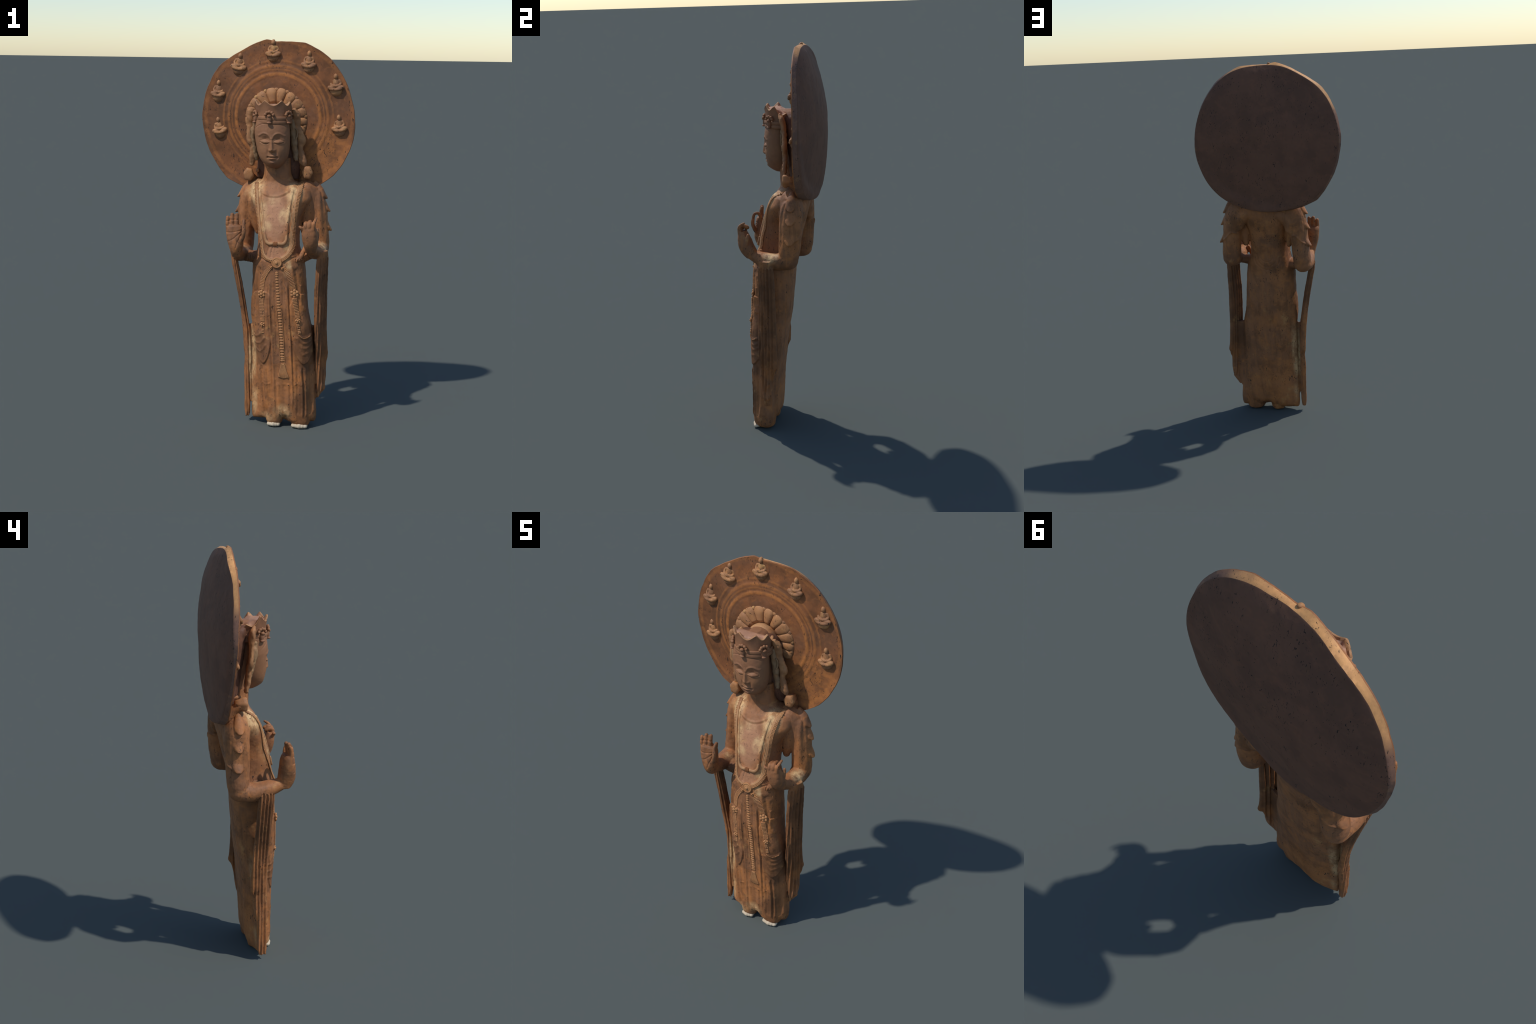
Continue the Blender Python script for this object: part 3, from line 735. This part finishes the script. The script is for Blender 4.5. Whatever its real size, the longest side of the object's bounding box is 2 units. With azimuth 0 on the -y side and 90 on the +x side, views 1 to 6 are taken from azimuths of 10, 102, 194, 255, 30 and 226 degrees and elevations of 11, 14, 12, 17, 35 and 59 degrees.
# ------------------------------------------------------------------ head
def hcx(z): return np.interp(z, [1.36, 1.45, 1.55, 1.70], [.014, .011, .004, -.001])
HEAD = [(1.350, .022, -.030, .03), (1.362, .040, -.052, .04), (1.376, .054, -.069, .05), (1.395, .068, -.077, .05), (1.42, .079, -.081, .05), (1.46, .087, -.084, .05),
        (1.50, .091, -.0865, .05), (1.535, .092, -.088, .05), (1.575, .090, -.083, .05), (1.60, .088, -.076, .05), (1.64, .084, -.068, .05), (1.655, .070, -.050, .04), (1.660, .050, -.035, .03)]
hs = [(z, hcx(z) - w * 1.04, hcx(z) + w * .93, yf, yb, 2.1) for z, w, yf, yb in HEAD]
back_cyl = loft([(1.36, -.060, .080, .02, .13, 2.6), (1.50, -.076, .078, .0, .13, 2.6), (1.58, -.076, .074, .0, .13, 2.6), (1.63, -.062, .060, -.01, .13, 2.5), (1.655, -.042, .040, -.02, .12, 2.2), (1.668, -.02, .02, -.02, .06, 2)], 60, 60)
hd = add_mesh('head', merge(rings_mesh(loft(hs, 90, 72)), rings_mesh(back_cyl)), M_FACE, parent=root)
remesh(hd, .0016, 6)
V = verts_np(hd.data); N = normals_np(hd.data)
u = V[:, 0] - hcx(V[:, 2]); z = V[:, 2]
fm = sstep(.0, .35, -N[:, 1])
def g(u0, z0, su, sz): return np.exp(-((u - u0) / su) ** 2 - ((z - z0) / sz) ** 2)
d = np.zeros(len(V))
# nose
hgt = np.interp(z, [1.436, 1.441, 1.450, 1.49, 1.525], [0, .012, .0165, .007, 0.0])
sig = np.interp(z, [1.44, 1.452, 1.48, 1.53], [.0105, .0095, .0065, .006])
d += hgt * np.exp(-np.abs(u / sig) ** 2.2)
for s in (-1, 1):
    d += .0045 * g(s * .0125, 1.446, .006, .006)                       # nostril wings
    d += -.0075 * g(s * .030, 1.503, .020, .012)                       # socket
    br, _ = dist_poly(u, z, smooth_poly([(s * .006, 1.505), (s * .018, 1.524), (s * .040, 1.531), (s * .066, 1.518)], 30))
    d += .0032 * np.exp(-(br / .0055) ** 2)                            # brow
    d += .0065 * g(s * .036, 1.488, .021, .0095)                       # lid
    sl, _ = dist_poly(u, z, smooth_poly([(s * .015, 1.4815), (s * .030, 1.477), (s * .048, 1.480), (s * .062, 1.487)], 30))
    d += -.0036 * np.exp(-(sl / .0022) ** 2)                           # closed eye line
    lc, _ = dist_poly(u, z, smooth_poly([(s * .014, 1.493), (s * .034, 1.501), (s * .062, 1.493)], 30))
    d += -.0018 * np.exp(-(lc / .0025) ** 2)
    d += .003 * g(s * .042, 1.445, .025, .024)                         # cheek
    d += -.003 * g(s * .022, 1.436, .006, .014)                        # fold beside nose
    d += -.0045 * g(s * .024, 1.4085, .006, .006)                      # mouth corner
d += .0055 * g(0, 1.4165, .017, .0052) + .0060 * g(0, 1.4025, .014, .0055)
ml, _ = dist_poly(u, z, smooth_poly([(-.023, 1.4115), (-.010, 1.4085), (0, 1.4095), (.010, 1.4085), (.023, 1.4115)], 30))
d += -.0042 * np.exp(-(ml / .0020) ** 2)
d += -.0025 * g(0, 1.428, .004, .007) + -.003 * g(0, 1.393, .014, .005) + .005 * g(0, 1.381, .016, .009)
# hairline
hl, _ = dist_poly(u, z, smooth_poly([(-.098, 1.50), (-.088, 1.550), (-.05, 1.575), (0, 1.580), (.05, 1.575), (.085, 1.550), (.095, 1.50)], 40))
d += -.0022 * np.exp(-(hl / .0022) ** 2)
V = V + np.c_[np.zeros(len(V)), -d * fm, np.zeros(len(V))] + N * (.0004 * noise3(V, 90, 2))[:, None]
set_verts(hd.data, V)

# hair mass joining the ribbons to the halo
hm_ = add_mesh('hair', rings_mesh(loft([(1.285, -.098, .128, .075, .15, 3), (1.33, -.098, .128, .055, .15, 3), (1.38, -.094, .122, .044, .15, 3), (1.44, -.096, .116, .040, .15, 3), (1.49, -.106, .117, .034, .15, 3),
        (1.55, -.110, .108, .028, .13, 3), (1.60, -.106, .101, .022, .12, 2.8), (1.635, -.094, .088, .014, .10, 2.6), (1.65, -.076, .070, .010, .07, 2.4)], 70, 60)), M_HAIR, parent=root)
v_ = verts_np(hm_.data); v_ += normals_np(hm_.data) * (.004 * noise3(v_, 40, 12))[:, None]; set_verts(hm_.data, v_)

# ------------------------------------------------------------------ crown
def crown_pt(a, rscale, z): return (hcx(z) + .092 * rscale * math.sin(a), .002 - .084 * rscale * math.cos(a), z)
A = np.radians(np.linspace(-150, 150, 181))
def crown_band(z0, z1, r0, name):
    rg = []
    for a in A:
        rg.append([crown_pt(a, r0 + .05 * max(0, math.cos(t)) ** .6 - .06 * max(0, -math.cos(t)), (z0 + z1) / 2 + (z1 - z0) / 2 * math.sin(t)) for t in np.linspace(0, 2*math.pi, 16, endpoint=False)])
    return add_mesh(name, rings_mesh(np.array(rg)), M_FACE, parent=root)
crown_band(1.577, 1.597, 1.0, 'crown_band'); crown_band(1.596, 1.615, 1.01, 'crown_band')
peaks = np.radians([-151, -112, -66, -19, 36, 76, 118, 151])
def top_plane(y): return min(1.676, 1.668 - .52 * y)
def ztop(a):
    i = np.clip(np.searchsorted(peaks, a) - 1, 0, len(peaks) - 2)
    t = (a - peaks[i]) / (peaks[i+1] - peaks[i])
    return min(1.692, 1.676 - .56 * crown_pt(a, 1, 1.6)[1]) - .024 * math.sin(math.pi * min(1, max(0, t))) ** 1.3
rg = []
def on_top(a, r, dz=0.0):
    x, y, z = crown_pt(a, r, 1.69); return (x, y, top_plane(y) + dz)
for a in A:
    zt = ztop(a); prof = []
    for k in range(12):
        q = k / 11; prof.append(crown_pt(a, .985 + .055 * q ** 2 - .020 * math.sin(math.pi * q), 1.608 + (zt - 1.608) * q))
    prof += [crown_pt(a, 1.01, zt + .003), crown_pt(a, .95, zt + .0035), crown_pt(a, .88, zt - .004)]
    p8 = on_top(a, .80); prof += [(p8[0], p8[1], min(p8[2], zt + .006)), on_top(a, .72), on_top(a, .4), on_top(a, .02), crown_pt(a, .02, 1.60)]
    rg.append(prof)
cw = add_mesh('crown', rings_mesh(np.array(rg)), M_FACE, parent=root)
cw.data.materials.append(M_PALE); cw.data.materials.append(M_TOP)
npf = len(rg[0])
for p in cw.data.polygons:
    k = min(v % npf for v in p.vertices)
    if 11 <= k <= 13: p.material_index = 1
    elif 14 <= k <= 17: p.material_index = 2
cw.data.set_sharp_from_angle(angle=math.radians(50))
# flower ornaments on the crown: stem plus ring of petals
fl = [ellipsoid((0, 0, -.004), (.0095, .008, .016)), ellipsoid((0, -.004, -.018), (.010, .007, .004)), ellipsoid((0, -.004, .007), (.008, .007, .006))]
for k in range(5):
    a = math.radians(-80 + 40 * k); fl.append(ellipsoid((.0155 * math.sin(a), -.001, .010 + .0125 * math.cos(a)), (.0058, .0055, .0058)))
o_ = add_mesh('crown_flower', merge(*fl), M_DECOR); remesh(o_, .0013, 2); flm = o_.data; bpy.data.objects.remove(o_); flm.materials.clear(); flm.materials.append(M_FACE)
for adeg in (-62, -4, 58):
    a = math.radians(adeg); p = crown_pt(a, 1.07, 1.608)
    o_ = bpy.data.objects.new('crown_flower', flm); bpy.context.scene.collection.objects.link(o_); o_.parent = root
    o_.matrix_world = Matrix.Translation(p) @ Matrix.Rotation(a, 4, 'Z') @ Matrix.Scale(1.35, 4)

# ------------------------------------------------------------------ hair ribbons, ears, round bosses
def ribbon(name, rows, mat, ref=(0, 1, 0), n=60):
    k_ = 1.3 if name == 'hair_ribbon' else 1.1
    o_ = add_mesh(name, tube([(*r[:3], r[3] * k_, r[4]) for r in rows], n=n, ns=18, ref=ref), mat, parent=root)
    v = verts_np(o_.data); nn = normals_np(o_.data)
    v += nn * (.0050 * noise3(v, 42, 4) + .0020 * noise3(v, 110, 6) + .0012 * np.sin(v[:, 0] * 900))[:, None]; set_verts(o_.data, v); return o_
ribbon('hair_ribbon', [(.104, .014, 1.645, .010, .010), (.115, .026, 1.622, .017, .014), (.116, .032, 1.592, .015, .012), (.122, .036, 1.555, .014, .011), (.136, .038, 1.515, .015, .012), (.146, .040, 1.488, .017, .013),
                       (.140, .041, 1.460, .010, .011), (.141, .042, 1.42, .013, .011), (.152, .040, 1.385, .014, .011), (.158, .042, 1.362, .010, .009)], M_RIBBON)
ribbon('hair_ribbon', [(-.102, .002, 1.645, .010, .010), (-.119, .013, 1.622, .018, .014), (-.121, .015, 1.592, .015, .012), (-.121, .017, 1.555, .013, .011), (-.123, .019, 1.515, .013, .012), (-.123, .021, 1.488, .014, .013),
                       (-.112, .025, 1.460, .010, .011), (-.108, .024, 1.42, .011, .011), (-.110, .030, 1.385, .012, .011), (-.112, .034, 1.362, .010, .009)], M_RIBBON)
ribbon('ear', [(.094, .026, 1.59, .012, .012), (.100, .030, 1.54, .014, .012), (.104, .032, 1.50, .014, .012), (.109, .034, 1.46, .014, .012), (.115, .036, 1.42, .013, .012), (.119, .030, 1.392, .010, .010)], M_EAR)
ribbon('ear', [(-.094, .000, 1.575, .010, .018), (-.100, .002, 1.54, .010, .020), (-.100, .004, 1.50, .010, .018), (-.096, .010, 1.46, .010, .014), (-.090, .018, 1.42, .011, .013), (-.088, .026, 1.392, .010, .010)], M_EAR)
for s, x, yo in ((1, .116, .030), (-1, -.110, .012)):
    add_mesh('ear_rim', tube([(x - s*.008, -.012 + yo, 1.545, .003, .003), (x, -.013 + yo, 1.552, .0035, .0035), (x + s*.007, -.010 + yo, 1.535, .0035, .0035), (x + s*.006, -.010 + yo, 1.510, .0035, .0035), (x - s*.002, -.011 + yo, 1.494, .003, .003)], n=24, ns=10, ref=(0, 1, 0)), M_EAR, parent=root)
def boss(x, y, z, rx, rz, seed):
    a = np.linspace(0, 2*math.pi, 40, endpoint=False)
    oct_ = 1 + .05 * np.cos(a * 6 + seed)
    rg = []
    for q, yy in ((.6, .050), (.75, .030), (.93, .018), (1.0, .008), (.98, .0), (.86, -.0055), (.5, -.007), (.1, -.0072)):
        rg.append(np.c_[x + rx * q * oct_ * np.cos(a), y + yy + 0 * a, z + rz * q * oct_ * np.sin(a)])
    add_mesh('earring', rings_mesh(np.array(rg)), M_DECOR, parent=root)
boss(.177, .040, 1.326, .027, .034, .3); boss(-.132, .042, 1.306, .0265, .034, 1.2)
boss(-.088, .060, 1.327, .009, .011, 2)
# lumps tying the bosses to the shoulders
for x, z in ((.176, 1.318), (-.131, 1.298)):
    o_ = add_mesh('shoulder_knot', merge(tube([(x, .07, z, .020, .022), (x - .01 * np.sign(x), .095, z - .02, .026, .026), (x - .02 * np.sign(x), .12, z - .05, .035, .035)], n=20, ns=20, ref=(1, 0, 0))), M_BODY, parent=root)

# ------------------------------------------------------------------ ornaments draped on the body
def hit(x, z):
    r = body_tree.ray_cast(Vector((x, -1.0, z)), Vector((0, 1, 0)))
    return (np.array(r[0]), np.array(r[1])) if r[0] is not None else (np.array([x, -.15, z]), np.array([0, -1, 0]))
def drape(pts, n, off=0.0):
    P = smooth_poly(pts, n); A_ = [hit(x, z) for x, z in P]
    q = np.array([a[0] for a in A_]); nn = np.array([a[1] for a in A_])
    k = np.ones(5) / 5
    for c in range(3):
        nn[:, c] = np.convolve(np.pad(nn[:, c], 2, 'edge'), k, 'valid'); q[:, c] = np.convolve(np.pad(q[:, c], 2, 'edge'), k, 'valid')
    nn /= np.linalg.norm(nn, axis=1)[:, None]
    return q + nn * off, nn
def strap(name, pts, a, b, mat, n=80, off=0.0, taper=None):
    q, nn = drape(pts, n, off)
    aa = np.full(n, a) if taper is None else a * np.interp(np.linspace(0, 1, n), *zip(*taper))
    T = np.gradient(q, axis=0); T /= np.linalg.norm(T, axis=1)[:, None]
    S = np.cross(T, nn); S /= np.linalg.norm(S, axis=1)[:, None]; U = np.cross(S, T); U *= np.sign((U * nn).sum(1))[:, None]
    th_ = np.linspace(0, 2*math.pi, 14, endpoint=False)
    Rg = q[:, None] + S[:, None] * aa[:, None, None] * np.cos(th_)[None, :, None] + U[:, None] * b * np.sin(th_)[None, :, None]
    return add_mesh(name, rings_mesh(Rg), mat, parent=root)
def frame_m(p, nrm, tang):
    n_ = Vector(nrm).normalized(); t_ = Vector(tang); t_ = (t_ - n_ * t_.dot(n_)).normalized(); s_ = t_.cross(n_)
    Mx = Matrix((s_, n_, t_)).transposed().to_4x4(); Mx.translation = Vector(p); return Mx   # local x side, y out, z along
BEAD = ellipsoid((0, 0, 0), (1, 1, 1), 12, 8)
def bead_rows(name, pts, n, cols, spacing, size, mat, off=.001, flat=.75):
    q, nn = drape(pts, n, off); T = np.gradient(q, axis=0)
    Vs = []; Fs = []
    bv = np.array(BEAD[0])
    for i in range(n):
        Mx = frame_m(q[i], nn[i], T[i])
        for c in range(cols):
            xo = (c - (cols - 1) / 2) * spacing
            k = size * (1 + .15 * (RNG.random() - .5))
            w = np.array([Mx @ Vector((xo + k * v[0], k * flat * v[1], k * v[2])) for v in bv])
            b0 = len(Vs) ; Vs += w.tolist(); Fs += [tuple(j + b0 for j in f) for f in BEAD[1]]
    o_ = add_mesh(name, (Vs, Fs), mat, parent=root); o_['kind'] = 'stuff'; return o_
def length(pts): return np.linalg.norm(np.diff(smooth_poly(pts, 60), axis=0), axis=1).sum()

# long necklace: a flat band with a beaded outer border
for pts, s, cols, hw in ((BAND_L, -1, 2, .0085), (BAND_R, 1, 3, .0125)):
    L = length(pts)
    strap('necklace_band', pts, hw, .0040, M_PALE, 120, .0)
    mid = [(x + s * .004 * (1 if zz > .93 else .4), zz - (.003 if zz < .93 else 0)) for x, zz in pts]
    bead_rows('necklace_beads', mid, int(L / .0066), cols, .0058, .0036, M_DECOR, off=.0036)
    edge = [(x - s * (hw - .001) * (1 if zz > .93 else .3), zz + (hw * .8 if zz < .93 else 0)) for x, zz in pts]
    strap('necklace_edge', edge, .0022, .0030, M_PALE, 100, .001)
# sash: rolled ribbon tied by a knot
strap('sash', [(-.012, 1.02), (-.008, .992), (.002, .979), (.016, .974), (.034, .976)], .0090, .0075, M_PALE, 40, -.001, taper=[(0, .5), (.5, 1), (1, .9)])
strap('sash', [(.099, 1.02), (.097, .992), (.088, .979), (.075, .975), (.055, .977)], .0090, .0075, M_PALE, 40, -.001, taper=[(0, .5), (.5, 1), (1, .9)])
strap('sash', [(-.058, 1.235), (-.045, 1.18), (-.028, 1.10), (-.015, 1.03), (-.011, 1.00)], .0045, .0030, M_BODY, 60, -.0005)
strap('sash', [(.114, 1.245), (.105, 1.17), (.099, 1.09), (.098, 1.03), (.098, 1.00)], .0070, .0030, M_BODY, 60, -.0005)
p, nn = hit(.043, .974)
kn = [ellipsoid((k * .0052, 0, 0), (.0034, .009, .0125)) for k in (-1.4, -.47, .47, 1.4)]
o_ = add_mesh('sash_knot', merge(*kn), M_BODY, parent=root); o_.matrix_world = frame_m(p, (0, -1, .15), (0, 0, 1))
# medallion
p, nn = hit(.056, .881)
a = np.linspace(0, 2*math.pi, 40, endpoint=False)
prof = [(.027, -.006), (.0275, .004), (.0255, .009), (.0215, .0085), (.019, .006), (.016, .0085), (.011, .0095), (.0095, .0085), (.008, .012), (.005, .0145), (.0005, .0153)]
md = add_mesh('medallion', rings_mesh(np.array([np.c_[r * np.cos(a), y + 0*a, r * np.sin(a)] for r, y in prof])), M_DECOR, parent=root)
md.matrix_world = frame_m(p, (0, -1, .12), (0, 0, 1))
# triple bead ropes
ROPES = [[(.027, .862), (.005, .833), (-.012, .801), (-.020, .758), (-.021, .732)], [(.086, .859), (.108, .834), (.125, .805), (.139, .771), (.147, .742)],
         [(-.021, .694), (-.018, .64), (-.013, .593), (-.012, .566)], [(.151, .703), (.158, .665), (.166, .627), (.171, .597)]]
for pts in ROPES:
    bead_rows('bead_rope', pts, int(length(pts) / .0072), 4, .0062, .0037, M_DECOR, off=.0005)
    strap('rope_backing', pts, .0125, .002, M_BODY, 40, .0)
# rosettes and clasps
def rosette(x, z, r, petals=6):
    p, nn = hit(x, z)
    P_ = [ellipsoid((0, .004, 0), (r * .42, .007, r * .42)), ellipsoid((0, 0, 0), (r * .95, .004, r * .95))]
    for k in range(petals):
        t = 2 * math.pi * (k + .5) / petals
        P_.append(ellipsoid((r * .68 * math.cos(t), .002, r * .68 * math.sin(t)), (r * .36, .006, r * .36)))
    o_ = add_mesh('rosette', merge(*P_), M_DECOR, parent=root); o_.matrix_world = frame_m(p, nn * .4 + np.array([0, -.6, 0]), (0, 0, 1))
rosette(-.020, .714, .021); rosette(.150, .724, .023)
rosette(-.013, .552, .013, 5); rosette(.172, .585, .014, 5)
rosette(.028, .856, .008, 4); rosette(.085, .853, .008, 4)
bead_rows('bead_rope', [(.172, .572), (.178, .545), (.184, .515)], 6, 2, .007, .0048, M_DECOR, off=.001)
bead_rows('bead_rope', [(-.012, .54), (-.006, .518), (-.012, .50)], 4, 2, .006, .0042, M_DECOR, off=.001)
bead_rows('bead_rope', [(.180, .512), (.194, .495), (.215, .491), (.235, .503)], 12, 1, 0, .0032, M_DECOR, off=.002)
# centre cord: single large beads
CORD = [(.056, .838), (.059, .792), (.062, .749), (.068, .700), (.072, .653), (.080, .583), (.086, .512), (.092, .431), (.098, .358)]
NB = 34
q, nn = drape(CORD, NB, -.0008); T = np.gradient(q, axis=0)
bo = add_mesh('bead', BEAD, M_DECOR); bead_me = bo.data; bpy.data.objects.remove(bo)
for i in range(NB):
    w = np.interp(i / (NB - 1), [0, .3, 1], [.0085, .0105, .0125]) * (1 + .1 * math.sin(i * 2.3))
    o_ = bpy.data.objects.new('bead', bead_me); bpy.context.scene.collection.objects.link(o_); o_.parent = root
    o_.matrix_world = frame_m(q[i], nn[i], T[i]) @ Matrix.Diagonal((w, .0050, .0066, 1))
strap('cord', [(x - .0125, z) for x, z in CORD[4:]], .0018, .0025, M_DECOR, 60, .0005)
strap('cord', [(x + .0125, z) for x, z in CORD[4:]], .0018, .0025, M_DECOR, 60, .0005)
# tassel: bundle of strands fanning out
for k in range(9):
    f = (k - 4) / 4
    strap('tassel_strand', [(.099 + f * .009, .347), (.101 + f * .016, .315), (.104 + f * .0265, .270 + .006 * abs(f))], .0033, .004, M_DECOR, 24, .001)
strap('tassel_band', [(.088, .349), (.099, .347), (.110, .349)], .004, .004, M_DECOR, 16, .002)
